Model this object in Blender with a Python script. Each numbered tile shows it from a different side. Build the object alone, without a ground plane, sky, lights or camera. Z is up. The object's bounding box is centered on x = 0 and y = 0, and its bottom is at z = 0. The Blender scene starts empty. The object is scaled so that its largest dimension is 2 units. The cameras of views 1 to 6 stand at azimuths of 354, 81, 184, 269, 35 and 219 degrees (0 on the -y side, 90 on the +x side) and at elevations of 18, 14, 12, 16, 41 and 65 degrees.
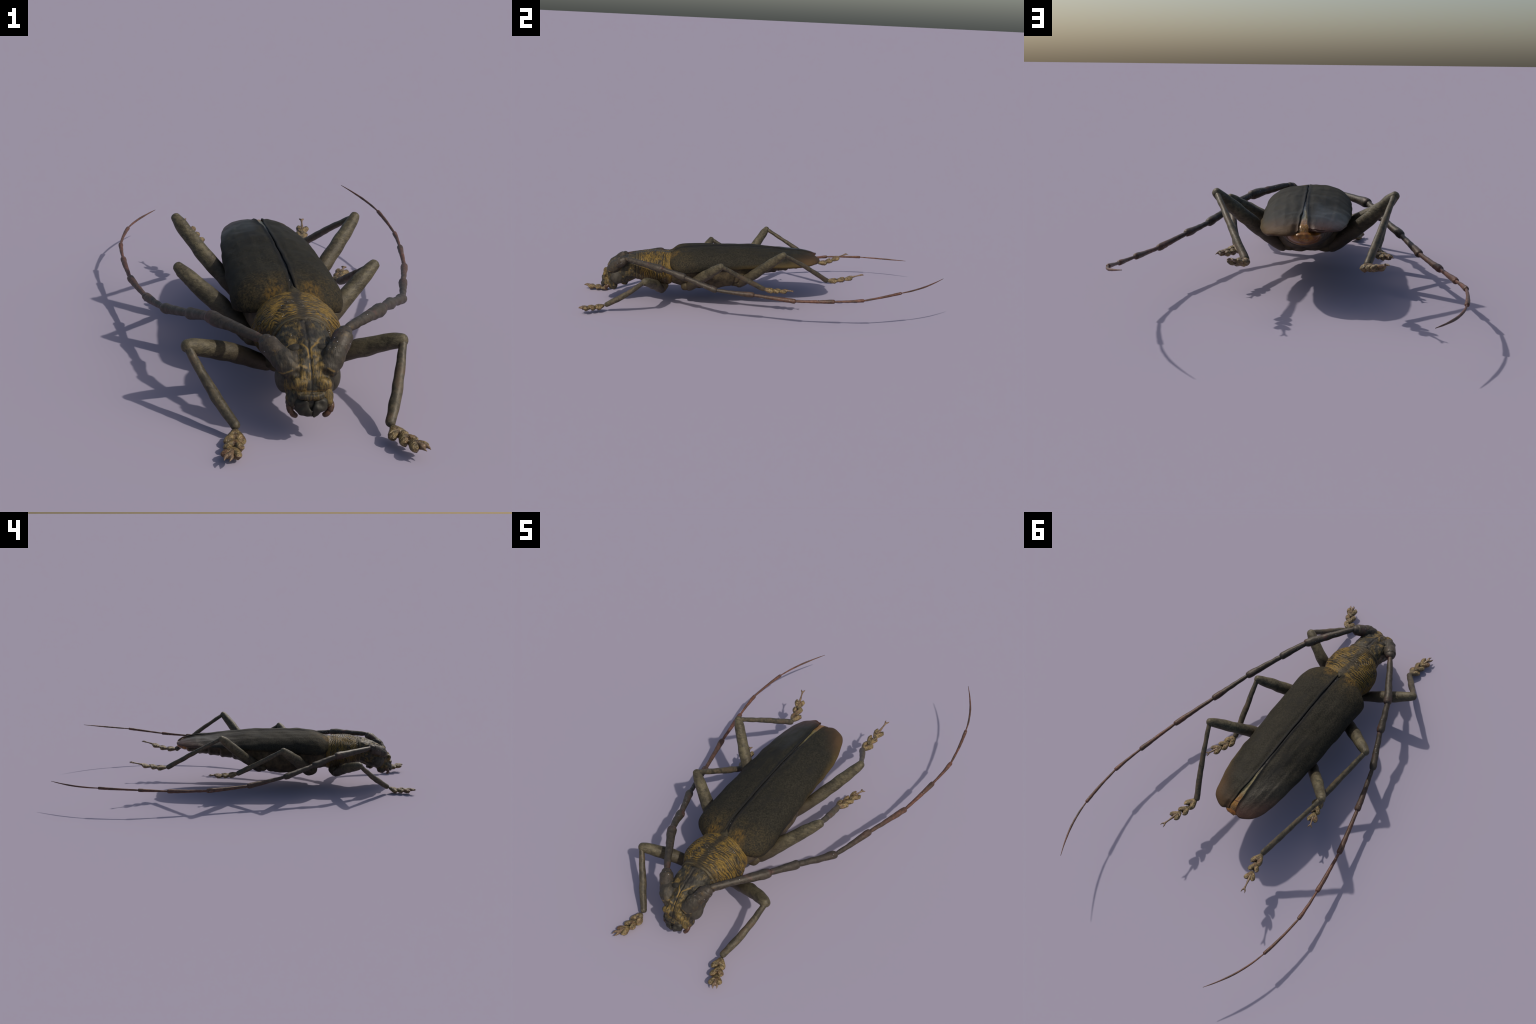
"""A longhorn beetle: head, pronotum, scutellum, wing cases, abdomen, six jointed
legs with bilobed tarsi and two long jointed antennae.  Metres, head towards -y."""
import bpy, bmesh, math, random
import numpy as np
from mathutils import Vector, Matrix, noise

random.seed(7)
TAU = math.tau
V3 = lambda p: np.array(p, float)


# ------------------------------------------------------------------ helpers
def curve_table(xs, *cols):
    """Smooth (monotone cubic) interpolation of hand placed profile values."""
    xs = np.array(xs, float)
    out = []
    for c in cols:
        c = np.array(c, float)
        d = np.diff(c) / np.diff(xs)
        m = np.zeros_like(c)
        m[0], m[-1] = d[0], d[-1]
        for i in range(1, len(c) - 1):
            m[i] = 0 if d[i - 1] * d[i] <= 0 else 2 * d[i - 1] * d[i] / (d[i - 1] + d[i])

        def f(x, c=c, m=m):
            x = np.clip(np.asarray(x, float), xs[0], xs[-1])
            i = np.clip(np.searchsorted(xs, x) - 1, 0, len(xs) - 2)
            h = xs[i + 1] - xs[i]
            t = (x - xs[i]) / h
            return ((1 + 2 * t) * (1 - t) ** 2 * c[i] + t * (1 - t) ** 2 * h * m[i]
                    + t * t * (3 - 2 * t) * c[i + 1] + t * t * (t - 1) * h * m[i + 1])
        out.append(f)
    return out if len(out) > 1 else out[0]


def spline(points, n):
    """Catmull-Rom through the points, n samples at even chord parameter."""
    P = np.array(points, float)
    k = np.concatenate([[0], np.cumsum(np.sqrt(np.linalg.norm(np.diff(P[:, :3], axis=0), axis=1)))])
    k /= k[-1]
    s = np.linspace(0, 1, n)
    m = np.zeros_like(P)
    for i in range(len(P)):
        a, b = max(i - 1, 0), min(i + 1, len(P) - 1)
        m[i] = (P[b] - P[a]) / (k[b] - k[a])
    i = np.clip(np.searchsorted(k, s, side="right") - 1, 0, len(P) - 2)
    h = (k[i + 1] - k[i])[:, None]
    t = ((s - k[i]) / h[:, 0])[:, None]
    return ((1 + 2 * t) * (1 - t) ** 2 * P[i] + t * (1 - t) ** 2 * h * m[i]
            + t * t * (3 - 2 * t) * P[i + 1] + t * t * (t - 1) * h * m[i + 1])


def grid_faces(rows, cols, closed=True, off=0):
    f = []
    for i in range(rows - 1):
        for j in range(cols if closed else cols - 1):
            k = (j + 1) % cols
            f.append((off + i * cols + j, off + i * cols + k, off + (i + 1) * cols + k, off + (i + 1) * cols + j))
    return f


def nz(p, scale, seed=0.0):
    return noise.noise(Vector((p[0] * scale + seed, p[1] * scale - seed, p[2] * scale + 2 * seed)))


def tube(points, n=40, seg=16, flat=1.0, up=(0, 0, 1), bump=0.0, bump_scale=40.0, round_start=True, round_end=True, seed=0.0):
    """Tube along points (x, y, z, radius); section is flat*r thick along `up`."""
    S = spline(points, n)
    C, R = S[:, :3], np.maximum(S[:, 3], 1e-4)
    T = np.gradient(C, axis=0)
    T /= np.linalg.norm(T, axis=1)[:, None]
    rows, rad = [], []
    L = [C[0]] * 0
    # rounded caps: extra rings that shrink
    cen, rr, tt = list(C), list(R), list(T)
    if round_end:
        for a in (30, 55, 75, 88):
            a = math.radians(a)
            cen.append(C[-1] + T[-1] * R[-1] * 0.8 * math.sin(a)); rr.append(R[-1] * math.cos(a)); tt.append(T[-1])
    if round_start:
        for a in (30, 55, 75, 88):
            a = math.radians(a)
            cen.insert(0, C[0] - T[0] * R[0] * 0.8 * math.sin(a)); rr.insert(0, R[0] * math.cos(a)); tt.insert(0, T[0])
    verts = []
    ref = V3(up)
    for c, r, t in zip(cen, rr, tt):
        side = np.cross(t, ref)
        if np.linalg.norm(side) < 0.05:
            side = np.cross(t, V3((0.3, 1, 0)))
        side /= np.linalg.norm(side)
        u = np.cross(side, t)
        for j in range(seg):
            a = TAU * j / seg
            p = c + r * (math.cos(a) * side + flat * math.sin(a) * u)
            if bump:
                p = p + (p - c) * bump * nz(p, bump_scale, seed)
            verts.append(p)
    faces = grid_faces(len(cen), seg)
    faces.append(tuple(range(seg))[::-1])
    o = (len(cen) - 1) * seg
    faces.append(tuple(o + j for j in range(seg)))
    return verts, faces


def ellipsoid(c, r, rot=None, nu=20, nv=14):
    v, f = [], []
    M = np.array(rot.to_matrix()) if rot is not None else np.eye(3)
    for i in range(nv + 1):
        th = math.pi * (0.001 + 0.998 * i / nv)
        for j in range(nu):
            a = TAU * j / nu
            p = V3((math.sin(th) * math.cos(a) * r[0], math.sin(th) * math.sin(a) * r[1], math.cos(th) * r[2]))
            v.append(M @ p + V3(c))
    f = grid_faces(nv + 1, nu)
    f.append(tuple(range(nu))); f.append(tuple(nv * nu + j for j in range(nu))[::-1])
    return v, f


def combine(*parts):
    V, F = [], []
    for v, f in parts:
        o = len(V)
        V += list(v)
        F += [tuple(i + o for i in q) for q in f]
    return V, F


def mesh_of(name, vf, mat, smooth=True, sharp=None):
    me = bpy.data.meshes.new(name)
    me.from_pydata([tuple(p) for p in vf[0]], [], vf[1])
    bm = bmesh.new(); bm.from_mesh(me)
    bmesh.ops.recalc_face_normals(bm, faces=bm.faces)
    bm.to_mesh(me); bm.free()
    me.polygons.foreach_set("use_smooth", [smooth] * len(me.polygons))
    if sharp:
        me.set_sharp_from_angle(angle=math.radians(sharp))
    me.materials.append(mat)
    return me


def put(name, me, parent, matrix=None, kind=None):
    o = bpy.data.objects.new(name, me)
    bpy.context.scene.collection.objects.link(o)
    o.parent = parent
    if matrix is not None:
        o.matrix_local = matrix
    if kind:
        o["kind"] = kind
    return o


def part(name, vf, mat, parent, **k):
    return put(name, mesh_of(name, vf, mat, **k), parent)


def fuse(name, vf, mat, voxel, smooth_iter=4, relief=None):
    """Voxel-remesh overlapping pieces into one skin, then push by relief(p, n)."""
    me = mesh_of(name, vf, mat)
    o = bpy.data.objects.new(name, me)
    bpy.context.scene.collection.objects.link(o)
    m = o.modifiers.new("skin", "REMESH"); m.mode = "VOXEL"; m.voxel_size = voxel; m.use_smooth_shade = True
    if smooth_iter:
        s = o.modifiers.new("soft", "SMOOTH"); s.factor = 0.5; s.iterations = smooth_iter
    dg = bpy.context.evaluated_depsgraph_get()
    new = bpy.data.meshes.new_from_object(o.evaluated_get(dg))
    bpy.data.objects.remove(o); bpy.data.meshes.remove(me)
    new.name = name
    if relief:
        co = [v.co.copy() for v in new.vertices]; no = [v.normal.copy() for v in new.vertices]
        for v, c, n_ in zip(new.vertices, co, no):
            v.co = c + n_ * relief(c, n_)
    new.materials.clear(); new.materials.append(mat)
    new.polygons.foreach_set("use_smooth", [True] * len(new.polygons))
    return new


# ------------------------------------------------------------------ materials
class Nodes:
    def __init__(self, name):
        self.m = bpy.data.materials.new(name); self.m.use_nodes = True
        self.t = self.m.node_tree
        self.b = self.t.nodes["Principled BSDF"]
        self.co = self.t.nodes.new("ShaderNodeTexCoord").outputs["Object"]
        s = self.t.nodes.new("ShaderNodeSeparateXYZ"); self.link(self.co, s.inputs[0])
        self.x, self.y, self.z = s.outputs

    def link(self, a, b):
        self.t.links.new(a, b)

    def put(self, sock, v):
        if isinstance(v, (int, float)):
            sock.default_value = v
        elif isinstance(v, tuple):
            sock.default_value = (*v, 1) if len(sock.default_value) == 4 and len(v) == 3 else v
        else:
            self.link(v, sock)

    def math(self, op, a, b=0.0, c=0.0, clamp=False):
        n = self.t.nodes.new("ShaderNodeMath"); n.operation = op; n.use_clamp = clamp
        for s, v in zip(n.inputs, (a, b, c)):
            self.put(s, v)
        return n.outputs[0]

    def mul(self, a, b): return self.math("MULTIPLY", a, b)
    def add(self, a, b): return self.math("ADD", a, b)
    def sub(self, a, b): return self.math("SUBTRACT", a, b)

    def step(self, v, lo, hi, a=0.0, b=1.0):
        n = self.t.nodes.new("ShaderNodeMapRange"); n.interpolation_type = "SMOOTHSTEP"
        for s, q in zip(n.inputs, (v, lo, hi, a, b)):
            self.put(s, q)
        return n.outputs[0]

    def vec(self, scale=(1, 1, 1), loc=(0, 0, 0), rot=(0, 0, 0), src=None):
        n = self.t.nodes.new("ShaderNodeMapping")
        self.link(src or self.co, n.inputs[0])
        n.inputs["Scale"].default_value = scale; n.inputs["Location"].default_value = loc; n.inputs["Rotation"].default_value = rot
        return n.outputs[0]

    def noise(self, scale, detail=4, rough=0.55, vec=None, dist=0.0):
        n = self.t.nodes.new("ShaderNodeTexNoise")
        self.link(vec or self.co, n.inputs["Vector"])
        n.inputs["Scale"].default_value = scale; n.inputs["Detail"].default_value = detail
        n.inputs["Roughness"].default_value = rough; n.inputs["Distortion"].default_value = dist
        return n.outputs[0]

    def voronoi(self, scale, vec=None, feature="F1"):
        n = self.t.nodes.new("ShaderNodeTexVoronoi"); n.feature = feature
        self.link(vec or self.co, n.inputs["Vector"]); n.inputs["Scale"].default_value = scale
        return n.outputs[0]

    def mix(self, f, a, b):
        n = self.t.nodes.new("ShaderNodeMix"); n.data_type = "RGBA"
        self.put(n.inputs[0], f); self.put(n.inputs[6], a); self.put(n.inputs[7], b)
        return n.outputs[2]

    def specks(self, col, scale=90, size=0.12, amount=0.62, colour=(0.45, 0.45, 0.47)):
        """Tiny pale specks scattered in patches, partly painted-on glints."""
        d = self.voronoi(scale)
        m = self.mul(self.step(d, size, size * 0.5), self.step(self.noise(14, 2), amount, amount + 0.06))
        return self.mix(m, col, colour)

    def finish(self, col, rough=0.5, spec=0.4, bump=None, strength=0.3, dist=0.002, coat=0.0):
        self.put(self.b.inputs["Base Color"], col)
        self.put(self.b.inputs["Roughness"], rough)
        self.put(self.b.inputs["Specular IOR Level"], spec)
        self.put(self.b.inputs["Specular Tint"], (1.0, 0.92, 0.82))  # reflections tinted warm on all materials to cancel blue skylight
        if coat:
            self.put(self.b.inputs["Coat Weight"], coat); self.b.inputs["Coat Roughness"].default_value = 0.25
        if bump is not None:
            n = self.t.nodes.new("ShaderNodeBump")
            n.inputs["Strength"].default_value = strength; n.inputs["Distance"].default_value = dist
            self.link(bump, n.inputs["Height"]); self.link(n.outputs[0], self.b.inputs["Normal"])
        return self.m


# ---- body axis: the beetle stands a little askew
def axis_x(y):
    return np.interp(y, [-0.9, -0.5, 0.4], [-0.013, -0.013, -0.032])


# ---- wrinkle field of the pronotum, used by both geometry and material
WRINKLE_F = 100.0
WRINKLE_WARPS = [(0.62, (22, 14, 17), 0.4), (0.48, (-49, 37, 33), 1.7), (0.34, (83, -67, 62), 2.9), (0.24, (-133, 95, -108), 0.9), (0.08, (190, 91, 170), 2.1)]


def wrinkle_phase(p):
    w = p[1] * WRINKLE_F
    for a, k, ph in WRINKLE_WARPS:
        w += a * math.sin(k[0] * p[0] + k[1] * p[1] + k[2] * p[2] + ph)
    return w


def mat_pronotum():
    n = Nodes("pronotum_cuticle")
    w = n.mul(n.y, WRINKLE_F)
    for a, k, ph in WRINKLE_WARPS:
        d = n.add(n.add(n.mul(n.x, k[0]), n.mul(n.y, k[1])), n.add(n.mul(n.z, k[2]), ph))
        w = n.add(w, n.mul(n.math("SINE", d), a))
    saw = n.math("ABSOLUTE", n.sub(n.math("FRACT", w), 0.5))           # 0 on a groove .. 0.5 on a ridge
    breaks = n.noise(38, 3, vec=n.vec((1, 0.7, 1)))
    line = n.mul(n.step(n.add(saw, n.mul(n.sub(n.noise(90, 3, 0.6), 0.5), 0.25)), 0.25, 0.09), n.step(breaks, 0.40, 0.56))
    cx = n.math("ABSOLUTE", n.add(n.x, 0.011))
    patch = n.noise(17, 4, 0.6)
    # long ragged black dashes lying across the shield
    dash = n.noise(34, 4, 0.62, vec=n.vec((1, 5.5, 0.9)), dist=0.6)
    dashes = n.step(n.add(dash, n.mul(n.sub(patch, 0.5), 0.45)), 0.505, 0.560)
    stripe = n.step(n.add(cx, n.mul(n.sub(n.noise(40, 3), 0.5), 0.035)), 0.022, 0.007)
    front = n.step(n.add(n.y, n.mul(n.sub(patch, 0.5), 0.02)), -0.652, -0.672)
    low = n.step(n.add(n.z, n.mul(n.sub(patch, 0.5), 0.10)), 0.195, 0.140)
    fuzz = n.noise(120, 3, 0.7, vec=n.vec((1, 2.5, 1)))
    yellow = n.mix(n.step(fuzz, 0.3, 0.75), (0.090, 0.057, 0.013), (0.235, 0.142, 0.030))
    dark = n.mix(n.noise(60), (0.016, 0.014, 0.011), (0.040, 0.032, 0.020))
    m = n.math("MAXIMUM", line, n.mul(stripe, 0.92))
    m = n.math("MAXIMUM", m, n.mul(front, 0.75))
    m = n.math("MAXIMUM", m, n.mul(dashes, 0.92))
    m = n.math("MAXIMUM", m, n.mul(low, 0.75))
    col = n.mix(m, yellow, dark)
    # pale rim at the very front, plain ochre band at the back
    rim = n.mul(n.step(n.math("ABSOLUTE", n.add(n.y, 0.6835)), 0.0035, 0.0015), n.step(cx, 0.01, 0.03))
    col = n.mix(n.mul(rim, 0.45), col, (0.12, 0.095, 0.045))
    band = n.mul(n.step(n.y, -0.515, -0.505), n.step(cx, 0.012, 0.03))
    col = n.mix(n.mul(band, 0.7), col, yellow)
    col = n.specks(col, 110, 0.16, 0.56)
    rough = n.step(m, 0.0, 1.0, 0.65, 0.45)
    return n.finish(col, rough, 0.26, n.add(n.add(n.mul(saw, 0.9), n.mul(fuzz, 0.5)), n.mul(dash, -1.5)), 0.6, 0.003)


def mat_wing_case():
    n = Nodes("wing_case_cuticle")
    grain = n.noise(150, 4, 0.7)
    cloud = n.noise(9, 4, 0.6)
    streak = n.noise(14, 4, 0.6, vec=n.vec((1, 0.35, 1)))
    base = n.mix(n.step(grain, 0.32, 0.72), (0.0130, 0.0120, 0.0088), (0.0350, 0.0310, 0.0215))
    base = n.mix(n.mul(n.step(n.add(n.mul(streak, 0.6), n.mul(n.noise(30, 4, 0.65), 0.4)), 0.48, 0.62), 0.8), base, (0.017, 0.016, 0.0135))
    # ochre down at the front, fading backwards, densest beside the scutellum
    cx = n.math("ABSOLUTE", n.add(n.x, 0.014))
    f = n.add(n.y, n.mul(n.sub(cloud, 0.5), 0.22))
    ochre = n.mix(n.step(grain, 0.3, 0.7), (0.040, 0.031, 0.014), (0.095, 0.063, 0.021))
    mask = n.mul(n.step(f, -0.33, -0.50), n.step(n.add(n.mul(grain, 0.6), n.mul(n.noise(26, 3), 0.4)), 0.38, 0.62, 0.02, 0.42))
    base = n.mix(mask, base, ochre)
    hot = n.mul(n.step(f, -0.465, -0.505), n.step(n.math("ABSOLUTE", n.sub(cx, 0.055)), 0.045, 0.01))
    base = n.mix(n.mul(n.mul(hot, 0.55), n.step(n.noise(45, 4, 0.7, vec=n.vec((2, 0.7, 1))), 0.40, 0.62)), base, (0.17, 0.095, 0.02))
    # ochre side margin and rusty rear margin
    edge_z = n.add(n.mul(n.y, 0.052), 0.224)
    h = n.sub(n.z, edge_z)
    side = n.mul(n.step(n.add(h, n.mul(n.sub(cloud, 0.5), 0.025)), 0.034, 0.002), n.step(n.y, -0.30, 0.02))
    base = n.mix(n.mul(side, 0.8), base, (0.085, 0.058, 0.022))
    rear = n.mul(n.step(n.add(n.y, n.mul(n.sub(cloud, 0.5), 0.14)), 0.13, 0.33), n.step(n.add(h, n.mul(n.sub(streak, 0.5), 0.03)), 0.058, 0.020))
    base = n.mix(n.mul(rear, 0.8), base, n.mix(n.step(n.x, -0.06, 0.02), (0.072, 0.031, 0.021), (0.078, 0.044, 0.023)))
    # bare black bead along the suture
    c = n.add(n.add(n.x, 0.0235), n.mul(n.y, 0.022))
    base = n.mix(n.mul(n.step(n.math("ABSOLUTE", c), 0.016, 0.008), 0.7), base, (0.014, 0.014, 0.015))
    base = n.specks(base, 60, 0.05, 0.66)
    rough = n.add(n.step(n.y, -0.3, 0.3, 0.74, 0.56), n.mul(n.sub(grain, 0.5), 0.25))
    gloss = n.mul(n.step(n.x, -0.045, -0.075), n.step(n.add(n.y, n.mul(n.sub(cloud, 0.5), 0.3)), -0.02, 0.16))  # local shine mask, placed where the right case shows a sky sheen
    rough = n.sub(rough, n.mul(gloss, 0.12))
    return n.finish(base, rough, n.add(0.11, n.mul(gloss, 0.20)), n.add(grain, n.mul(streak, 1.5)), 0.5, 0.003)


def mat_head():
    n = Nodes("head_cuticle")
    warp = n.mul(n.sub(n.noise(55, 3, 0.6), 0.5), 0.012)
    cx = n.add(n.x, 0.013)
    ax = n.add(n.math("ABSOLUTE", cx), n.mul(warp, 0.35))
    cloud = n.noise(30, 4, 0.6)
    fibre = n.noise(70, 4, 0.65, vec=n.vec((2.8, 1, 0.8)))
    breaks = n.step(n.noise(48, 3, 0.6), 0.36, 0.52)
    dark = n.mix(n.step(fibre, 0.3, 0.7), (0.017, 0.016, 0.013), (0.046, 0.040, 0.027))
    ochre = n.mix(n.step(fibre, 0.3, 0.7), (0.062, 0.045, 0.016), (0.185, 0.118, 0.032))
    down = n.mul(n.step(n.add(n.mul(cloud, 0.7), n.mul(fibre, 0.3)), 0.46, 0.60), 0.75)
    col = n.mix(down, dark, ochre)
    face = n.mul(n.mul(n.step(n.y, -0.835, -0.856), n.step(n.z, 0.135, 0.150)), n.mul(n.step(n.z, 0.200, 0.185), n.step(ax, 0.010, 0.018)))
    col = n.mix(n.mul(face, n.step(fibre, 0.38, 0.62, 0.25, 0.9)), col, ochre)
    root = n.mul(n.mul(n.step(ax, 0.026, 0.034), n.step(n.add(n.z, warp), 0.178, 0.190)), n.step(n.y, -0.775, -0.79))
    col = n.mix(n.mul(root, 0.8), col, n.mix(fibre, (0.022, 0.019, 0.016), (0.056, 0.048, 0.036)))
    # forked golden line down the middle of the forehead
    fork = n.math("MAXIMUM", 0.0, n.mul(n.add(n.y, 0.797), 0.75))
    d = n.math("ABSOLUTE", n.sub(ax, n.add(0.0040, fork)))
    line = n.mul(n.mul(n.step(d, n.step(n.y, -0.83, -0.79, 0.0022, 0.0050), 0.0008), breaks), n.mul(n.step(n.y, -0.745, -0.765), n.step(n.z, 0.160, 0.19)))
    col = n.mix(n.mul(line, 0.8), col, (0.20, 0.122, 0.028))
    # golden arcs over the cheeks
    arc = n.sub(n.add(n.z, warp), n.sub(0.209, n.mul(n.math("ABSOLUTE", n.sub(ax, 0.027)), 0.50)))
    arcs = n.mul(n.mul(n.step(n.math("ABSOLUTE", arc), 0.0038, 0.0010), breaks), n.mul(n.step(n.y, -0.80, -0.83), n.step(ax, 0.008, 0.014)))
    col = n.mix(n.mul(arcs, 0.75), col, (0.20, 0.130, 0.042))
    lip = n.mul(n.step(n.math("ABSOLUTE", n.sub(n.add(n.z, warp), 0.1475)), 0.0035, 0.001), n.step(n.y, -0.84, -0.85))
    col = n.mix(n.mul(lip, 0.6), col, (0.17, 0.105, 0.035))
    groove = n.mul(n.step(ax, 0.0026, 0.001), n.step(n.z, 0.262, 0.25))
    col = n.mix(n.mul(groove, 0.85), col, (0.012, 0.011, 0.010))
    nape = n.mul(n.step(n.add(ax, n.mul(n.sub(cloud, 0.5), 0.05)), 0.028, 0.012), n.step(n.y, -0.780, -0.755))
    col = n.mix(n.mul(nape, 0.92), col, (0.020, 0.018, 0.016))
    bare = n.step(n.add(n.y, n.mul(n.sub(cloud, 0.5), 0.03)), -0.700, -0.684)
    col = n.mix(n.mul(bare, 0.6), col, dark)
    col = n.specks(col, 120, 0.12, 0.60)
    return n.finish(col, 0.52, 0.28, n.add(fibre, cloud), 0.6, 0.003)


def mat_leg(name, dark, pale, tip=None, tip_at=None):
    n = Nodes(name)
    fibre = n.noise(75, 4, 0.75, vec=n.vec((0.7, 1, 1.7)))
    cloud = n.noise(17, 4, 0.6)
    col = n.mix(n.step(n.add(n.mul(fibre, 0.6), n.mul(cloud, 0.5)), 0.42, 0.68), dark, pale)
    col = n.mix(n.mul(n.step(n.add(n.mul(n.noise(48, 4, 0.75), 0.75), n.mul(cloud, 0.25)), 0.52, 0.62), 0.62), col, (0.030, 0.026, 0.017))
    # browner towards the body
    near = n.step(n.math("ABSOLUTE", n.add(n.x, 0.024)), 0.24, 0.12)
    col = n.mix(n.mul(near, n.step(fibre, 0.35, 0.6, 0.55, 0.85)), col, (0.040, 0.029, 0.019))
    return n.finish(col, 0.52, 0.35, n.add(fibre, cloud), 0.6, 0.004)


def mat_tibia():
    n = Nodes("shin_cuticle")
    fibre = n.noise(80, 4, 0.7)
    cloud = n.noise(20, 4, 0.6)
    col = n.mix(n.step(n.add(n.mul(fibre, 0.5), n.mul(cloud, 0.6)), 0.42, 0.70), (0.040, 0.034, 0.023), (0.105, 0.084, 0.050))
    col = n.mix(n.mul(n.step(cloud, 0.50, 0.66), 0.6), col, (0.066, 0.037, 0.024))
    col = n.mix(n.mul(n.step(n.noise(55, 4, 0.75), 0.56, 0.68), 0.5), col, (0.030, 0.025, 0.017))
    return n.finish(col, 0.5, 0.35, n.add(fibre, cloud), 0.35, 0.003)


def mat_tarsus():
    n = Nodes("foot_cuticle")
    r = n.t.nodes.new("ShaderNodeObjectInfo").outputs["Random"]
    off = n.t.nodes.new("ShaderNodeVectorMath"); off.operation = "ADD"
    n.link(n.co, off.inputs[0]); n.link(n.mul(r, 40.0), off.inputs[1])
    cloud = n.noise(3.4, 4, 0.65, vec=off.outputs[0])
    v = n.noise(2.6, 3, 0.6, vec=n.vec(src=off.outputs[0], loc=(3, 1, 2)))
    col = n.mix(n.step(cloud, 0.34, 0.66), (0.062, 0.046, 0.020), (0.245, 0.168, 0.070))
    col = n.mix(n.mul(n.step(v, 0.50, 0.66), n.add(0.3, n.mul(r, 0.5))), col, (0.135, 0.060, 0.030))
    # brown channel between the lobes, olive neck
    channel = n.mul(n.step(n.math("ABSOLUTE", n.add(n.y, n.mul(n.sub(cloud, 0.5), 0.2))), 0.13, 0.03), n.step(n.x, 0.25, 0.5))
    col = n.mix(n.mul(channel, 0.7), col, (0.055, 0.028, 0.016))
    neck = n.step(n.x, 0.32, 0.10)
    col = n.mix(n.mul(neck, 0.7), col, (0.060, 0.050, 0.028))
    return n.finish(col, 0.34, 0.5, cloud, 0.5, 0.03)


def mat_antenna(name, red):
    n = Nodes(name)
    fibre = n.noise(90, 4, 0.7)
    cloud = n.noise(15, 3, 0.6)
    front = n.mix(n.step(fibre, 0.3, 0.7), (0.023, 0.0185, 0.014), (0.058, 0.046, 0.034))  # browns warmed to counter the grey-blue cast from the sky
    back = n.mix(n.step(fibre, 0.3, 0.7), (0.070, 0.030, 0.021), (0.155, 0.066, 0.042))
    col = n.mix(n.mul(n.step(n.y, -0.30, 0.25), n.step(n.noise(11, 3), 0.30, 0.62, 0.45, 1.0)), front, back) if red else front
    streak = n.step(n.noise(60, 3, 0.6, vec=n.vec((1, 0.3, 1))), 0.5, 0.62)
    col = n.mix(n.mul(streak, 0.5), col, (0.040, 0.032, 0.022))
    col = n.mix(n.mul(n.step(cloud, 0.55, 0.68), 0.6), col, (0.085, 0.036, 0.028))
    rust = n.mul(n.step(n.noise(42, 4, 0.7), 0.54, 0.66), n.step(n.y, -0.70, -0.76))
    col = n.mix(n.mul(rust, 0.55), col, (0.105, 0.068, 0.026))
    col = n.specks(col, 80, 0.13, 0.52)
    return n.finish(col, 0.5, 0.35, fibre, 0.4, 0.003)


def mat_simple(name, a, b, scale, rough=0.5, spec=0.4, bump=0.3, stretch=(1, 1, 1)):
    n = Nodes(name)
    f = n.noise(scale, 4, 0.65, vec=n.vec(stretch))
    return n.finish(n.mix(n.step(f, 0.32, 0.68), a, b), rough, spec, f, bump, 0.003)


def mat_abdomen():
    n = Nodes("abdomen_cuticle")
    f = n.noise(60, 4, 0.7)
    cloud = n.noise(14, 4, 0.6)
    col = n.mix(n.step(n.add(n.mul(f, .5), n.mul(cloud, .5)), 0.38, 0.64), (0.028, 0.022, 0.013), (0.082, 0.059, 0.030))
    tail = n.step(n.add(n.y, n.mul(n.sub(cloud, 0.5), 0.04)), 0.270, 0.312)
    amber = n.mix(n.step(n.noise(40, 3), 0.35, 0.7), (0.13, 0.045, 0.012), (0.30, 0.13, 0.022))
    col = n.mix(tail, col, amber)
    return n.finish(col, n.step(tail, 0, 1, 0.5, 0.3), 0.4, f, 0.35, 0.003)


def mat_hind_wing():
    n = Nodes("folded_hind_wing")
    f = n.noise(50, 4, 0.7, vec=n.vec((2.0, 0.5, 1)))
    black = n.mix(f, (0.010, 0.010, 0.010), (0.030, 0.029, 0.026))
    olive = n.mix(n.step(f, 0.35, 0.65), (0.085, 0.068, 0.026), (0.200, 0.165, 0.070))
    amber = n.mix(n.step(f, 0.3, 0.7), (0.16, 0.072, 0.016), (0.30, 0.150, 0.036))
    yy = n.add(n.y, n.mul(n.sub(f, 0.5), 0.06))
    col = n.mix(n.step(yy, 0.10, 0.17), black, olive)
    col = n.mix(n.step(yy, 0.245, 0.285), col, amber)
    # one dark cross fold near the end
    fold = n.step(n.math("ABSOLUTE", n.sub(n.add(n.y, n.mul(n.math("SINE", n.mul(n.x, 90)), 0.004)), 0.300)), 0.0032, 0.001)
    col = n.mix(n.mul(fold, 0.85), col, (0.07, 0.02, 0.012))
    col = n.specks(col, 160, 0.22, 0.45, (0.30, 0.30, 0.30))  # sparkle of the shiny strip painted on as grey-white dots
    return n.finish(col, n.step(yy, 0.05, 0.15, 0.55, 0.30), n.step(yy, 0.05, 0.15, 0.18, 0.5), f, 0.6, 0.004)


M_PRON, M_WING, M_HEAD = mat_pronotum(), mat_wing_case(), mat_head()
M_FEM = mat_leg("thigh_cuticle", (0.040, 0.033, 0.020), (0.110, 0.091, 0.051))
M_TIB, M_TARS = mat_tibia(), mat_tarsus()
M_ANT, M_ANT_RED = mat_antenna("antenna_cuticle", False), mat_antenna("antenna_cuticle_red", True)
M_ABD, M_HIND = mat_abdomen(), mat_hind_wing()
M_THOR = mat_simple("underside_cuticle", (0.028, 0.022, 0.013), (0.082, 0.060, 0.032), 30, 0.6, 0.25)
M_EYE = mat_simple("eye_surface", (0.030, 0.026, 0.020), (0.060, 0.052, 0.039), 60, 0.55, 0.3)
M_EYE_D = mat_simple("eye_dark", (0.014, 0.013, 0.010), (0.032, 0.028, 0.022), 60, 0.65, 0.2)
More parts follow.
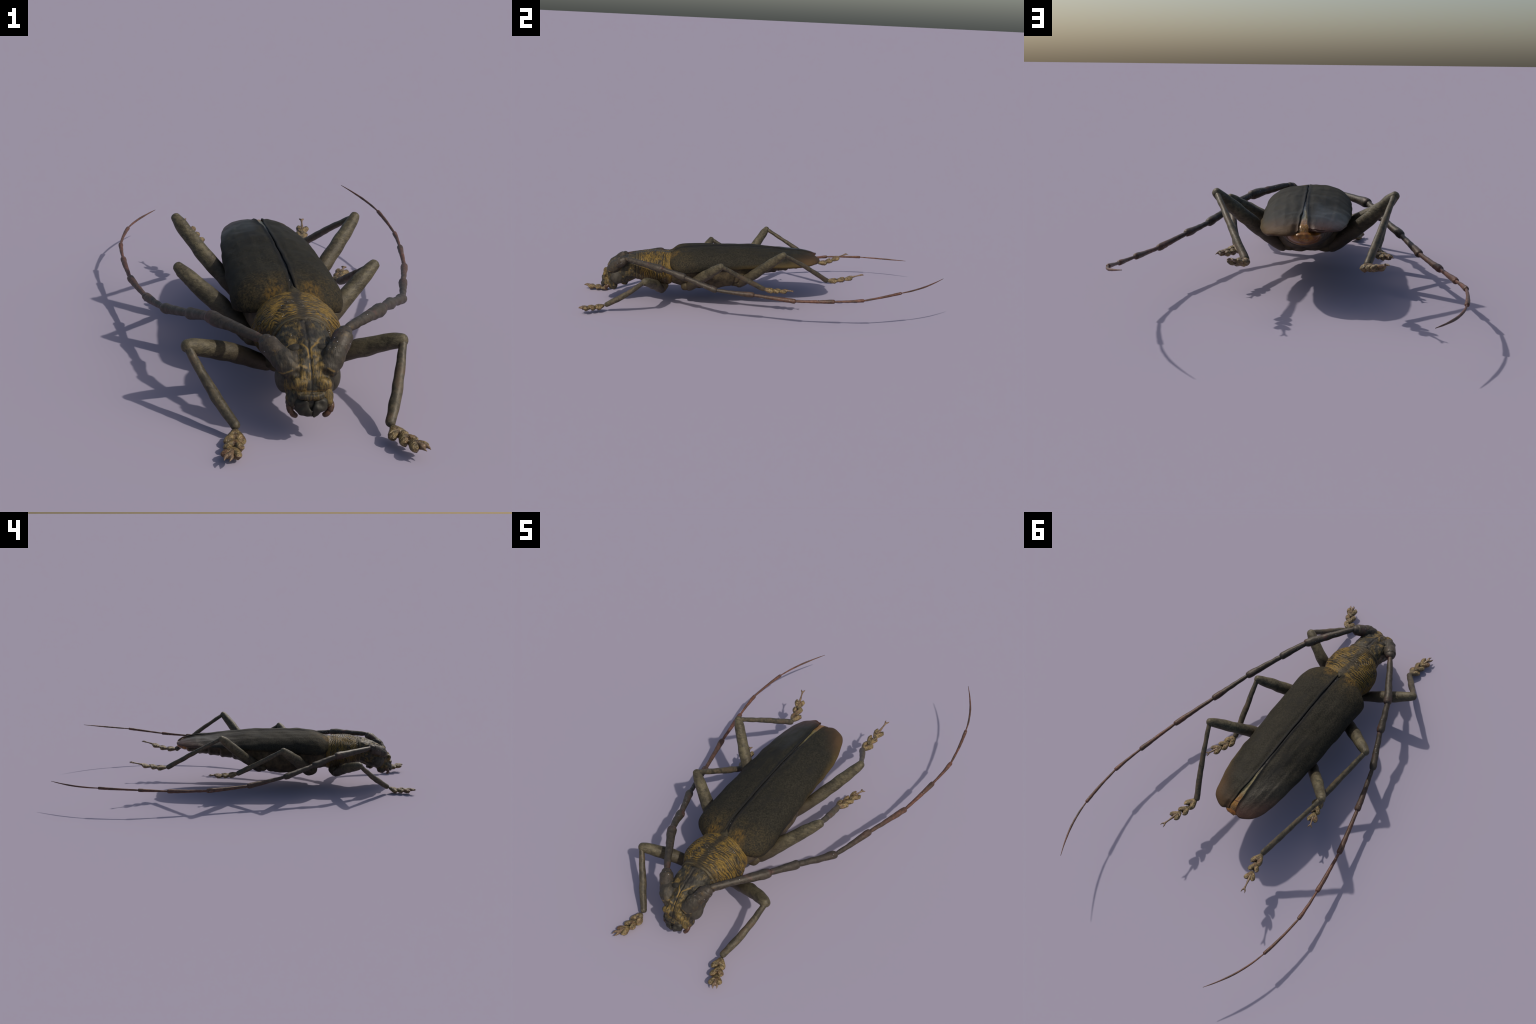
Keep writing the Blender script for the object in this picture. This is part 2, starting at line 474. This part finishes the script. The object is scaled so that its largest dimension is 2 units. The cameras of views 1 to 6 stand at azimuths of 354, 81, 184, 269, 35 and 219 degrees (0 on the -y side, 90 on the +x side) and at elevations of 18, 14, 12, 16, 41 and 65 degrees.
M_MAND = mat_simple("jaw_cuticle", (0.011, 0.0105, 0.008), (0.030, 0.027, 0.020), 45, 0.55, 0.3)  # base darkened to offset the grey sky reflection on the jaws
M_PALP = mat_simple("palp_cuticle", (0.038, 0.019, 0.012), (0.092, 0.045, 0.025), 70, 0.38)
M_SCUT = mat_simple("scutellum_cuticle", (0.018, 0.016, 0.011), (0.046, 0.037, 0.021), 90, 0.6, 0.2)
M_CLAW = mat_simple("claw_cuticle", (0.095, 0.060, 0.035), (0.190, 0.125, 0.075), 90, 0.4)

# ------------------------------------------------------------------ root
beetle = bpy.data.objects.new("longhorn_beetle", None)
bpy.context.scene.collection.objects.link(beetle)
beetle.location = (0, 0, -0.002)
beetle["label"] = "dark longhorn beetle with ochre wrinkled neck shield and long antennae"
beetle["category"] = "beetle"

# ------------------------------------------------------------------ wing cases
W_Y = [-0.508, -0.498, -0.485, -0.468, -0.44, -0.40, -0.30, -0.10, 0.05, 0.15, 0.22, 0.28, 0.32, 0.345, 0.360, 0.366]
w_half = {1: curve_table(W_Y, [0.088, 0.112, 0.132, 0.150, 0.164, 0.169, 0.168, 0.164, 0.162, 0.156, 0.145, 0.128, 0.108, 0.077, 0.040, 0.023]),
          -1: curve_table(W_Y, [0.088, 0.112, 0.130, 0.152, 0.171, 0.175, 0.173, 0.170, 0.163, 0.153, 0.143, 0.124, 0.101, 0.070, 0.037, 0.022])}
w_top = curve_table(W_Y, [0.275, 0.282, 0.286, 0.293, 0.305, 0.311, 0.317, 0.317, 0.310, 0.301, 0.293, 0.285, 0.278, 0.266, 0.259, 0.257])
w_edge = {1: curve_table(W_Y, [0.228, 0.217, 0.209, 0.202, 0.197, 0.198, 0.208, 0.220, 0.224, 0.223, 0.223, 0.227, 0.235, 0.239, 0.245, 0.251]),
          -1: curve_table(W_Y, [0.230, 0.220, 0.213, 0.210, 0.208, 0.211, 0.221, 0.234, 0.247, 0.251, 0.250, 0.249, 0.252, 0.255, 0.258, 0.257])}
w_gap = curve_table([-0.51, -0.48, -0.45, -0.40, -0.25, -0.10, 0.0, 0.10, 0.20, 0.28, 0.34, 0.37],
                    [0.012, 0.009, 0.0060, 0.0050, 0.0040, 0.0035, 0.0040, 0.0058, 0.0088, 0.0130, 0.0165, 0.0175])


def wing_case(sign):
    NU, NV = 150, 56
    s = np.linspace(0, 1, NU)
    ys = W_Y[0] + (W_Y[-1] - W_Y[0]) * (0.5 - 0.5 * np.cos(np.pi * s)) ** 1.0
    V = []
    for y in ys:
        w, zt, ze, g, cx = float(w_half[sign](y)), float(w_top(y)), float(w_edge[sign](y)), float(w_gap(y)), axis_x(y)
        g = min(g * (1 + 0.55 * nz((0, y, sign), 14)), w * 0.8)
        n_exp = np.interp(y, [-0.5, -0.46, -0.40, -0.3, 0.1, 0.36], [2.0, 2.25, 2.5, 2.45, 1.75, 1.75])
        for j in range(NV):
            t = j / (NV - 1)
            th = t * 1.0 * math.pi / 2
            fx, fz = math.sin(th) ** (2 / n_exp), math.cos(th) ** (2 / n_exp) if t < 1 else 0.0
            x = g + (w - g) * fx
            z = ze + (zt - ze) * fz
            # slight tuck under at the lower margin
            x -= 0.007 * max(0.0, (t - 0.86) / 0.14) ** 2
            # raised bead on the inner margin with a shallow furrow outside it
            d = (x - g)
            z += 0.0022 * math.exp(-(d / 0.004) ** 2) - 0.0018 * math.exp(-((d - 0.011) / 0.007) ** 2)
            # two faint long ribs
            for rc, ra in ((0.42, 0.0010), (0.68, 0.0013)):
                z += ra * math.exp(-((fx - rc) / 0.05) ** 2) * float(np.interp(y, [-0.45, -0.25, 0.2, 0.33], [0, 1, 1, 0]))
            back = 0.026 * math.exp(-(d / 0.022) ** 2) * float(np.interp(y, [0.27, 0.366], [0, 1])) ** 1.5
            p = V3((cx + sign * x, y - back, z + 0.002))
            p[2] -= 0.06 * sign * x * float(np.interp(y, [-0.5, -0.3], [1, 0])) * fz
            q = 0.0045 * nz(p, 14, 3.1 * sign) + 0.0022 * nz(p * V3((1, 0.6, 1)), 40, 1.7)
            shoulder = 0.004 * math.exp(-((y + 0.45) / 0.035) ** 2 - ((x - 0.10) / 0.035) ** 2)
            p[2] += (q + shoulder) * (0.3 + 0.7 * fz)
            p[0] += sign * q * (1 - fz)
            V.append(p)
    return V, grid_faces(NU, NV, closed=False)


for sg in (1, -1):
    o = part("wing_case", wing_case(sg), M_WING, beetle)
    # normals outwards, then a rim of real thickness on the inside
    me = o.data
    up = sum(p.normal.z * p.area for p in me.polygons)
    if up < 0:
        me.flip_normals()
    m = o.modifiers.new("thickness", "SOLIDIFY"); m.thickness = 0.007; m.offset = -1

# ------------------------------------------------------------------ folded hind wing strip showing in the gap
V = []
NU, NV = 90, 14
for i in range(NU):
    y = -0.475 + (0.350 + 0.475) * i / (NU - 1)
    g = float(w_gap(y)) + 0.012 * (1 - 0.9 * min(1.0, max(0.0, (y - 0.300) / 0.035)))
    zt = float(w_top(y)) - np.interp(y, [-0.475, -0.1, 0.05, 0.2, 0.352], [0.004, 0.002, 0.002, 0.003, 0.005])
    for j in range(NV):
        a = -1 + 2 * j / (NV - 1)
        p = V3((axis_x(y) + a * g, y, zt - 0.004 * a * a - 0.030 * max(0.0, (y - 0.318) / 0.034) ** 2))
        p[2] += 0.0016 * nz(p * V3((1, 0.4, 1)), 70, 5) + 0.0014 * math.exp(-((a - 0.3) / 0.15) ** 2)
        V.append(p)
hw = part("hind_wing", (V, grid_faces(NU, NV, closed=False)), M_HIND, beetle)
m = hw.modifiers.new("thickness", "SOLIDIFY"); m.thickness = 0.006; m.offset = -1 if sum(p.normal.z for p in hw.data.polygons) > 0 else 1


# ------------------------------------------------------------------ lofted body pieces along y
def body_loft(ys, half, top, bot, seg=64, n_exp=2.2, cx=axis_x, relief=None, mid=0.5):
    V = []
    for y in ys:
        w, zt, zb = float(half(y)), float(top(y)), float(bot(y))
        zc = zb + (zt - zb) * mid
        c = float(cx(y))
        for j in range(seg):
            a = TAU * j / seg
            ca, sa = math.cos(a), math.sin(a)
            x = math.copysign(abs(ca) ** (2 / n_exp), ca) * w
            z = math.copysign(abs(sa) ** (2 / n_exp), sa)
            z = zc + z * (zt - zc if z > 0 else zc - zb)
            p = V3((c + x, y, z))
            if relief:
                nrm = V3((ca / max(w, .01), 0, sa / max((zt - zb) / 2, .01)))
                p = p + nrm / np.linalg.norm(nrm) * relief(p)
            V.append(p)
    n = len(ys)
    F = grid_faces(n, seg)
    F.append(tuple(range(seg))); F.append(tuple((n - 1) * seg + j for j in range(seg))[::-1])
    return V, F


# pronotum
P_Y = [-0.690, -0.686, -0.680, -0.672, -0.660, -0.635, -0.60, -0.565, -0.535, -0.518, -0.505, -0.495, -0.484]
p_half = curve_table(P_Y, [0.075, 0.081, 0.0835, 0.083, 0.091, 0.111, 0.123, 0.1255, 0.119, 0.111, 0.110, 0.108, 0.095])
p_top = curve_table(P_Y, [0.272, 0.278, 0.2805, 0.279, 0.2805, 0.286, 0.2885, 0.288, 0.2865, 0.2845, 0.2855, 0.284, 0.272])
p_bot = curve_table(P_Y, [0.134, 0.129, 0.127, 0.126, 0.122, 0.114, 0.104, 0.098, 0.096, 0.098, 0.100, 0.104, 0.112])


def pron_relief(p):
    w = wrinkle_phase(p)
    saw = abs((w % 1.0) - 0.5)
    k = float(np.interp(p[1], [-0.672, -0.655, -0.525, -0.512], [0.15, 1, 1, 0.1]))
    side = float(np.interp(abs(p[0] + 0.013), [0.0, 0.02], [0.5, 1]))
    g = -0.0028 * max(0.0, 1 - saw / 0.24) * k * side * (0.35 + 1.3 * max(0.0, nz(p, 30, 9) + 0.35))
    return g + 0.0018 * nz(p, 24, 2) * k + 0.0007 * nz(p, 75, 4) * k


part("pronotum", body_loft(np.linspace(P_Y[0], P_Y[-1], 250), p_half, p_top, p_bot, 260, 2.15, relief=pron_relief), M_PRON, beetle)

# scutellum, a small shield between the wing bases
V = []
for i in range(24):
    u = i / 23
    y = -0.508 + 0.036 * u
    hwid = 0.021 * (1 - u ** 1.8) + 0.003
    for j in range(17):
        a = -1 + 2 * j / 16
        V.append(V3((axis_x(y) + a * hwid, y, float(w_top(y)) + 0.003 - 0.006 * a * a + 0.0035 * math.sin(math.pi * u))))
sc = part("scutellum", (V, grid_faces(24, 17, closed=False)), M_SCUT, beetle)
m = sc.modifiers.new("thickness", "SOLIDIFY"); m.thickness = 0.012; m.offset = -1 if sum(p.normal.z for p in sc.data.polygons) > 0 else 1

# mid body (thorax) below the wing cases, with side plates and coxal bulges
T_Y = [-0.52, -0.49, -0.45, -0.40, -0.33, -0.25, -0.17, -0.11, -0.06, -0.02]
t_half = curve_table(T_Y, [0.093, 0.108, 0.120, 0.130, 0.143, 0.152, 0.151, 0.138, 0.116, 0.093])
t_top = curve_table(T_Y, [0.255, 0.262, 0.272, 0.276, 0.278, 0.278, 0.276, 0.274, 0.272, 0.268])
t_bot = curve_table(T_Y, [0.125, 0.110, 0.102, 0.094, 0.084, 0.082, 0.090, 0.104, 0.122, 0.140])


def thorax_relief(p):
    r = 0.007 * nz(p, 17, 6) + 0.0025 * nz(p, 50, 2)
    if p[2] < 0.21:
        for y0 in (-0.345, -0.145):
            r -= 0.006 * math.exp(-((p[1] - y0 - 0.25 * (p[2] - 0.14)) / 0.006) ** 2)
        r -= 0.004 * math.exp(-((p[0] + 0.02) / 0.006) ** 2)
    return r


part("thorax", body_loft(np.linspace(T_Y[0], T_Y[-1], 120), t_half, t_top, t_bot, 96, 2.55, relief=thorax_relief, mid=0.72), M_THOR, beetle)

# abdomen with five stepped plates
A_Y = [-0.09, -0.03, 0.03, 0.10, 0.17, 0.25, 0.30, 0.325, 0.343, 0.352]
a_half = curve_table(A_Y, [0.104, 0.106, 0.100, 0.092, 0.081, 0.067, 0.055, 0.045, 0.031, 0.018])
a_top = curve_table(A_Y, [0.270, 0.276, 0.276, 0.274, 0.270, 0.264, 0.259, 0.256, 0.253, 0.248])
a_bot = curve_table(A_Y, [0.120, 0.134, 0.160, 0.172, 0.184, 0.197, 0.208, 0.217, 0.227, 0.238])


def abdomen_relief(p):
    r = 0.002 * nz(p, 22, 3) + 0.001 * nz(p, 60, 8)
    if p[2] < 0.235:
        for y0 in (0.035, 0.105, 0.172, 0.235, 0.295):
            d = p[1] - y0
            r += 0.0045 * math.exp(-((d + 0.010) / 0.012) ** 2) - 0.0045 * math.exp(-((d - 0.004) / 0.005) ** 2)
    return r


part("abdomen", body_loft(np.linspace(A_Y[0], A_Y[-1], 150), a_half, a_top, a_bot, 72, 1.95, relief=abdomen_relief, mid=0.6), M_ABD, beetle)

# ------------------------------------------------------------------ head
HX = -0.013
SCAPE = {1: ((0.040, -0.822, 0.200), (0.089, -0.750, 0.261)), -1: ((-0.068, -0.820, 0.194), (-0.121, -0.744, 0.238))}   # base, tip
HEAD = [  # top (y, z), bottom (y, z), half width
    ((-0.660, 0.270), (-0.660, 0.137), 0.072), ((-0.700, 0.273), (-0.700, 0.125), 0.077),
    ((-0.738, 0.261), (-0.732, 0.112), 0.079), ((-0.775, 0.245), (-0.755, 0.102), 0.081),
    ((-0.808, 0.228), (-0.775, 0.102), 0.081), ((-0.838, 0.203), (-0.788, 0.095), 0.071),
    ((-0.856, 0.177), (-0.800, 0.086), 0.061), ((-0.865, 0.152), (-0.813, 0.083), 0.053),
    ((-0.867, 0.136), (-0.823, 0.087), 0.046), ((-0.860, 0.122), (-0.833, 0.096), 0.032)]
H = spline([(HX, (a[0] + b[0]) / 2, (a[1] + b[1]) / 2, a[0] - b[0], a[1] - b[1], w) for a, b, w in HEAD], 60)
V = []
for _, cy, cz, dy, dz, w in H:
    for j in range(48):
        a = TAU * j / 48
        ca, sa = math.cos(a), math.sin(a)
        e = 2 / 2.3
        k = math.copysign(abs(sa) ** e, sa) * 0.5
        V.append(V3((HX + math.copysign(abs(ca) ** e, ca) * w, cy + dy * k, cz + dz * k)))
F = grid_faces(60, 48)
F.append(tuple(range(48))); F.append(tuple(59 * 48 + j for j in range(48))[::-1])
pieces = [(V, F)]
for sg in (1, -1):
    q = SCAPE[sg]
    ax_ = V3(q[1]) - V3(q[0])
    pieces.append(tube([(*(V3(q[0]) - ax_ * 0.10 + V3((sg * -0.004, 0.006, -0.002))), 0.027), (*(V3(q[0]) + ax_ * 0.18 + V3((sg * -0.004, 0.002, -0.002))), 0.0325), (*(V3(q[0]) + ax_ * 0.42 + V3((sg * -0.003, 0, -0.001))), 0.030), (*(V3(q[0]) + ax_ * 0.68), 0.0245)], 20, 24))   # antennal socket
    pieces.append(ellipsoid((HX + sg * 0.046, -0.836, 0.118), (0.016, 0.028, 0.030)))           # cheek
    pieces.append(ellipsoid((HX + sg * 0.040, -0.814, 0.094), (0.018, 0.026, 0.020)))           # lower cheek
    pieces.append(ellipsoid((HX + sg * 0.030, -0.855, 0.160), (0.024, 0.013, 0.024)))           # face pad
pieces.append(ellipsoid((HX, -0.862, 0.134), (0.040, 0.014, 0.014)))                            # upper lip plate
pieces.append(ellipsoid((HX, -0.752, 0.108), (0.050, 0.022, 0.014)))                            # throat fold


def head_relief(p, n_):
    ax = abs(p[0] - HX)
    r = 0.0036 * nz(p, 36, 2) + 0.0020 * nz(p, 85, 5)
    # hollows under the antennal horns and along the cheeks, a keel between face and cheek
    r -= 0.006 * math.exp(-((ax - 0.036) / 0.012) ** 2 - ((p[2] - 0.188) / 0.010) ** 2) * (1 if p[1] < -0.82 else 0)
    r -= 0.005 * math.exp(-((ax - 0.050) / 0.010) ** 2 - ((p[2] - 0.135) / 0.014) ** 2)
    r += 0.004 * math.exp(-((ax - 0.024) / 0.007) ** 2 - ((p[2] - 0.203) / 0.012) ** 2) * (1 if p[1] < -0.80 else 0)
    if p[1] < -0.70 and p[2] > 0.15:
        r -= 0.0035 * math.exp(-(ax / 0.003) ** 2)
        r -= 0.006 * math.exp(-((ax - 0.030) / 0.012) ** 2 - ((p[1] + 0.79) / 0.03) ** 2)
    # step above the lip plate
    r -= 0.005 * math.exp(-((p[2] - 0.146) / 0.0035) ** 2) * (1 if p[1] < -0.845 else 0)
    return r


head = put("head", fuse("head", combine(*pieces), M_HEAD, 0.0030, 6, head_relief), beetle)
part("labrum", ellipsoid((HX, -0.860, 0.110), (0.030, 0.009, 0.021), nu=28, nv=18), M_MAND, head)
for sg in (1, -1):
    v, f = ellipsoid((HX + sg * 0.060, -0.790, 0.155), (0.027, 0.036, 0.043), nu=28, nv=20)
    part("eye", (v, f), M_EYE, head)
    v, f = ellipsoid((HX + sg * 0.033, -0.774, 0.2275), (0.024, 0.015, 0.0115), rot=Matrix.Rotation(sg * -0.35, 3, "Z").to_euler())
    part("eye_lobe", (v, f), M_EYE_D, head)
    # jaws: thick curved pincers meeting under the lip
    x = lambda q: HX + sg * q
    part("mandible", tube([(x(0.029), -0.840, 0.130, 0.016), (x(0.028), -0.857, 0.116, 0.0195), (x(0.022), -0.867, 0.103, 0.0175), (x(0.012), -0.871, 0.0915, 0.0125), (x(0.003 + 0.003 * sg), -0.872 - 0.002 * sg, 0.083, 0.0055)],
                          40, 24, flat=0.62, up=(0, 1, 0.5), bump=0.50, bump_scale=62, seed=sg), M_MAND, head)
    part("palp", tube([(x(0.049), -0.830, 0.108, 0.0085), (x(0.054), -0.844, 0.098, 0.0095), (x(0.052), -0.852, 0.087, 0.0080)], 14, 12, bump=0.1, bump_scale=90), M_PALP, head)
    part("palp", tube([(x(0.051), -0.851, 0.088, 0.0065), (x(0.045), -0.851, 0.078, 0.0080), (x(0.038), -0.848, 0.072, 0.0070)], 14, 12, bump=0.1, bump_scale=90), M_PALP, head)

# ------------------------------------------------------------------ antennae
ANT = {
    1: [(0.098, -0.739, 0.268), (0.236, -0.551, 0.248), (0.293, -0.435, 0.221), (0.375, -0.273, 0.174), (0.429, -0.080, 0.164),
        (0.491, 0.133, 0.149), (0.526, 0.335, 0.158), (0.543, 0.488, 0.169), (0.522, 0.695, 0.204), (0.415, 0.956, 0.254)],
    -1: [(-0.128, -0.733, 0.237), (-0.256, -0.534, 0.226), (-0.306, -0.408, 0.188), (-0.381, -0.249, 0.146), (-0.440, -0.051, 0.113),
         (-0.497, 0.165, 0.104), (-0.528, 0.368, 0.112), (-0.542, 0.519, 0.123), (-0.519, 0.731, 0.128), (-0.407, 0.998, 0.134)]}
ANT_R = [(0.0138, 0.0180), (0.0135, 0.0165), (0.0122, 0.0152), (0.0098, 0.0133), (0.0088, 0.0115), (0.0074, 0.0098), (0.0058, 0.0078), (0.0052, 0.0066), (0.0042, 0.0016)]
for sg in (1, -1):
    a, b = (V3(q) for q in SCAPE[sg])
    at = lambda t, r, dz=0.0: (*(a + (b - a) * t + V3((0, 0, dz))), r)
    antenna = part("antenna", tube([at(0, 0.017), at(0.15, 0.0205), at(0.40, 0.0265, 0.000), at(0.72, 0.0280, 0.000), at(0.93, 0.0262, -0.001), at(1.0, 0.0205)],
                                   30, 24, bump=0.06, bump_scale=50, seed=sg), M_ANT, beetle)
    J = [V3(q) for q in ANT[sg]]
    for i in range(9):
        p, q = J[i], J[i + 1]
        r0, r1 = ANT_R[i]
        r0, r1 = r0 * 0.96, r1 * 1.13
        d = q - p
        if i < 8:
            prev, nxt = J[max(i - 1, 0)], J[min(i + 2, 9)]
            bow = (p + q - prev - nxt) * 0.03
            pts = [(*p, r0 * 0.85), (*(p + d * 0.12 + bow * .3), r0), (*(p + d * 0.45 + bow), r0 * 0.72 + r1 * 0.28), (*(p + d * 0.75 + bow * .7), r0 * 0.30 + r1 * 0.70), (*(p + d * 0.92 + bow * .2), r1), (*(p + d * 0.985), r1 * 0.96)]
        else:
            bow = V3((0.014 if sg > 0 else -0.013, 0.006, -0.003))
            pts = [(*p, r0 * 0.75), (*(p + d * 0.22 + bow * 0.7), r0), (*(p + d * 0.5 + bow), r0 * 1.05), (*(p + d * 0.78 + bow * 0.62), r0 * 0.75), (*q, r1 * 0.6)]
        part("antenna_segment", tube(pts, 40, 14, bump=0.15, bump_scale=40, seed=i + sg), M_ANT if i < 3 else M_ANT_RED, antenna)


# ------------------------------------------------------------------ legs
def foot_pad():
    """Bilobed tarsal joint of unit length along +x: narrow neck, two round lobes, notch at the end."""
    V, nu, nv = [], 30, 28
    for i in range(nu):
        u = 0.002 + 0.996 * i / (nu - 1)
        w = 0.16 + 0.34 * float(np.interp(u, [0, 0.15, 0.35, 0.55, 0.72], [0, 0.16, 0.55, 0.88, 1.0]))
        if u > 0.72:
            w = 0.50 * (max(0.0, 1 - ((u - 0.72) / 0.285) ** 2.4)) ** (1 / 2.4)
        if u < 0.08:
            w *= math.sqrt(u / 0.08) * 0.5 + 0.5
        h = w * np.interp(u, [0, 0.3, 0.7, 1], [1.0, 0.80, 0.66, 0.60])
        for j in range(nv):
            a = TAU * j / nv
            y, z = w * math.cos(a), h * math.sin(a)
            cut = math.exp(-(y / 0.15) ** 2)
            x = u - 0.24 * cut * np.clip((u - 0.45) / 0.5, 0, 1)
            z *= 1 - 0.42 * cut * np.clip((u - 0.2) / 0.4, 0, 1)
            p = V3((x, y, z))
            V.append(p * (1 + 0.15 * nz(p, 3.2, 2) + 0.10 * nz(p, 7.0, 5)))
    F = grid_faces(nu, nv)
    F.append(tuple(range(nv))); F.append(tuple((nu - 1) * nv + j for j in range(nv))[::-1])
    return V, F


PAD = mesh_of("tarsal_segment", foot_pad(), M_TARS, sharp=50)


def frame(origin, forward, length, width, thick, roll=0.0):
    f = Vector(forward).normalized()
    side = Vector((0, 0, 1)).cross(f).normalized()
    up = f.cross(side)
    side, up = side * math.cos(roll) + up * math.sin(roll), up * math.cos(roll) - side * math.sin(roll)
    M = Matrix((f * length, side * width, up * thick)).transposed().to_4x4()
    M.translation = Vector(origin)
    return M


def leg(base, knee, tib_pts, cs, claw, coxa, fr, tr, pads, bend, front):
    out = V3((math.copysign(1, knee[0]), 0, 0))
    base, knee = V3(base), V3(knee) + out * (0.0 if front else 0.002)
    tib_pts = [V3(p) + out * q for p, q in zip(tib_pts, (0.0, 0.0, 0.0) if front else (0.003, 0.002, 0.0))]
    d = knee - base
    L = np.linalg.norm(d)
    dn = d / L
    at = lambda t: base + d * t + V3(bend) * math.sin(math.pi * t)
    ts = (0.0, 0.10, 0.28, 0.5, 0.72, 0.90, 0.985)
    fem = tube([(*at(t), r * 1.06) for t, r in zip(ts, fr)], 60, 26, flat=1.0, bump=0.13, bump_scale=24, seed=base[0] * 9)
    o = part("leg", fem, M_FEM, beetle)
    cv, cf = ellipsoid(coxa[0], coxa[1], nu=28, nv=20)
    cv = [V3(p) + (V3(p) - V3(coxa[0])) * 0.28 * nz(p, 28, 4) for p in cv]
    part("coxa", (cv, cf), M_THOR, o)
    tp = [V3(p) for p in tib_pts]
    S = spline(tp, 6)
    tibia = tube([(*p, r) for p, r in zip(S, tr)], 50, 18, bump=0.17, bump_scale=30, seed=base[1] * 7)
    part("tibia", tibia, M_TIB, o)
    cs = [V3(c) for c in cs]
    prev = tp[-1]
    for i, c in enumerate(cs):
        nxt = cs[i + 1] if i < 2 else V3(claw)
        f = (nxt - prev)
        if i == 0:
            f = c - prev
        f /= np.linalg.norm(f)
        length, width, thick = pads[i]
        put("tarsal_segment", PAD, o, frame(c - f * length * 0.58, f, length, width, thick))
        prev = c
    claw = V3(claw)
    f = claw - cs[2]
    fl = np.linalg.norm(f)
    f /= fl
    side = np.cross(V3((0, 0, 1)), f); side /= np.linalg.norm(side)
    upv = np.cross(f, side)
    s = cs[2] + upv * 0.004 - f * 0.004
    if front:
        stem = tube([(*s, 0.006), (*(s + f * fl * 0.4), 0.008), (*(s + f * fl * 0.62), 0.008)], 12, 10)
        fork = [tube([(*(s + f * fl * 0.58 + side * 0.004 * q), 0.0065), (*(s + f * fl * 0.8 + side * 0.008 * q), 0.0048), (*(claw + side * 0.007 * q), 0.0008)], 12, 10, round_end=False) for q in (1, -1)]
    else:
        stem = tube([(*s, 0.0065), (*(s + f * fl * 0.35), 0.0052), (*(s + f * fl * 0.6), 0.0034), (*(s + f * fl * 0.86), 0.0052)], 18, 10)
        fork = [tube([(*(s + f * fl * 0.84), 0.0042), (*(s + f * fl * 0.92 + side * 0.006 * q), 0.0034), (*(claw + side * 0.009 * q), 0.0007)], 10, 8, round_end=False) for q in (1, -1)]
    part("claw", combine(stem, *fork), M_CLAW, o)


FR_F = (0.019, 0.0215, 0.0245, 0.0260, 0.0240, 0.0215, 0.0180)
FR_M = (0.0270, 0.0285, 0.0285, 0.0270, 0.0245, 0.0210, 0.0168)
FR_H = (0.023, 0.0250, 0.0250, 0.0250, 0.0235, 0.0205, 0.0160)
TR_F = (0.0120, 0.0125, 0.0140, 0.0150, 0.0148, 0.0138)
TR_M = (0.0110, 0.0120, 0.0130, 0.0138, 0.0142, 0.0138)
TR_H = (0.0105, 0.0105, 0.0112, 0.0125, 0.0135, 0.0138)
PAD_F = ((0.050, 0.058, 0.046), (0.046, 0.054, 0.046), (0.048, 0.054, 0.044))
PAD_H = ((0.058, 0.054, 0.046), (0.048, 0.050, 0.044), (0.050, 0.050, 0.040))

# front pair
leg((0.062, -0.549, 0.085), (0.281, -0.645, 0.191), [(0.276, -0.652, 0.184), (0.245, -0.745, 0.106), (0.203, -0.845, 0.040)],
    [(0.212, -0.884, 0.030), (0.228, -0.919, 0.031), (0.245, -0.954, 0.033)], (0.265, -0.988, 0.038), ((0.040, -0.548, 0.102), (0.045, 0.036, 0.040)),
    FR_F, TR_F, PAD_F, (0.002, 0.007, 0.006), True)
leg((-0.090, -0.549, 0.083), (-0.328, -0.656, 0.191), [(-0.320, -0.662, 0.184), (-0.265, -0.742, 0.105), (-0.204, -0.826, 0.036)],
    [(-0.207, -0.864, 0.019), (-0.212, -0.900, 0.018), (-0.220, -0.937, 0.018)], (-0.238, -0.982, 0.024), ((-0.066, -0.548, 0.102), (0.045, 0.036, 0.040)),
    FR_F, TR_F, PAD_F, (0.002, 0.007, 0.006), True)
# middle pair
leg((0.078, -0.387, 0.112), (0.286, -0.236, 0.280), [(0.280, -0.228, 0.272), (0.255, -0.115, 0.205), (0.229, 0.004, 0.138)],
    [(0.232, 0.036, 0.131), (0.242, 0.073, 0.130), (0.256, 0.112, 0.132)], (0.276, 0.164, 0.136), ((0.050, -0.400, 0.106), (0.046, 0.044, 0.031)),
    FR_M, TR_M, PAD_H, (0.000, -0.001, 0.002), False)
leg((-0.126, -0.387, 0.112), (-0.338, -0.237, 0.280), [(-0.331, -0.228, 0.272), (-0.307, -0.115, 0.205), (-0.282, 0.004, 0.138)],
    [(-0.285, 0.036, 0.131), (-0.295, 0.073, 0.130), (-0.309, 0.111, 0.132)], (-0.327, 0.161, 0.137), ((-0.096, -0.400, 0.106), (0.046, 0.044, 0.031)),
    FR_M, TR_M, PAD_H, (0.000, -0.001, 0.002), False)
# hind pair
leg((0.068, -0.113, 0.122), (0.290, 0.101, 0.350), [(0.281, 0.106, 0.340), (0.220, 0.240, 0.258), (0.155, 0.370, 0.166)],
    [(0.159, 0.404, 0.166), (0.160, 0.450, 0.172), (0.170, 0.493, 0.183)], (0.179, 0.576, 0.206), ((0.046, -0.120, 0.128), (0.066, 0.036, 0.027)),
    FR_H, TR_H, PAD_H, (0.002, -0.007, -0.008), False)
leg((-0.116, -0.113, 0.122), (-0.338, 0.096, 0.350), [(-0.328, 0.102, 0.340), (-0.287, 0.240, 0.258), (-0.243, 0.388, 0.164)],
    [(-0.245, 0.429, 0.162), (-0.257, 0.468, 0.170), (-0.271, 0.511, 0.180)], (-0.296, 0.593, 0.205), ((-0.096, -0.120, 0.128), (0.066, 0.036, 0.027)),
    FR_H, TR_H, PAD_H, (-0.002, -0.007, -0.008), False)
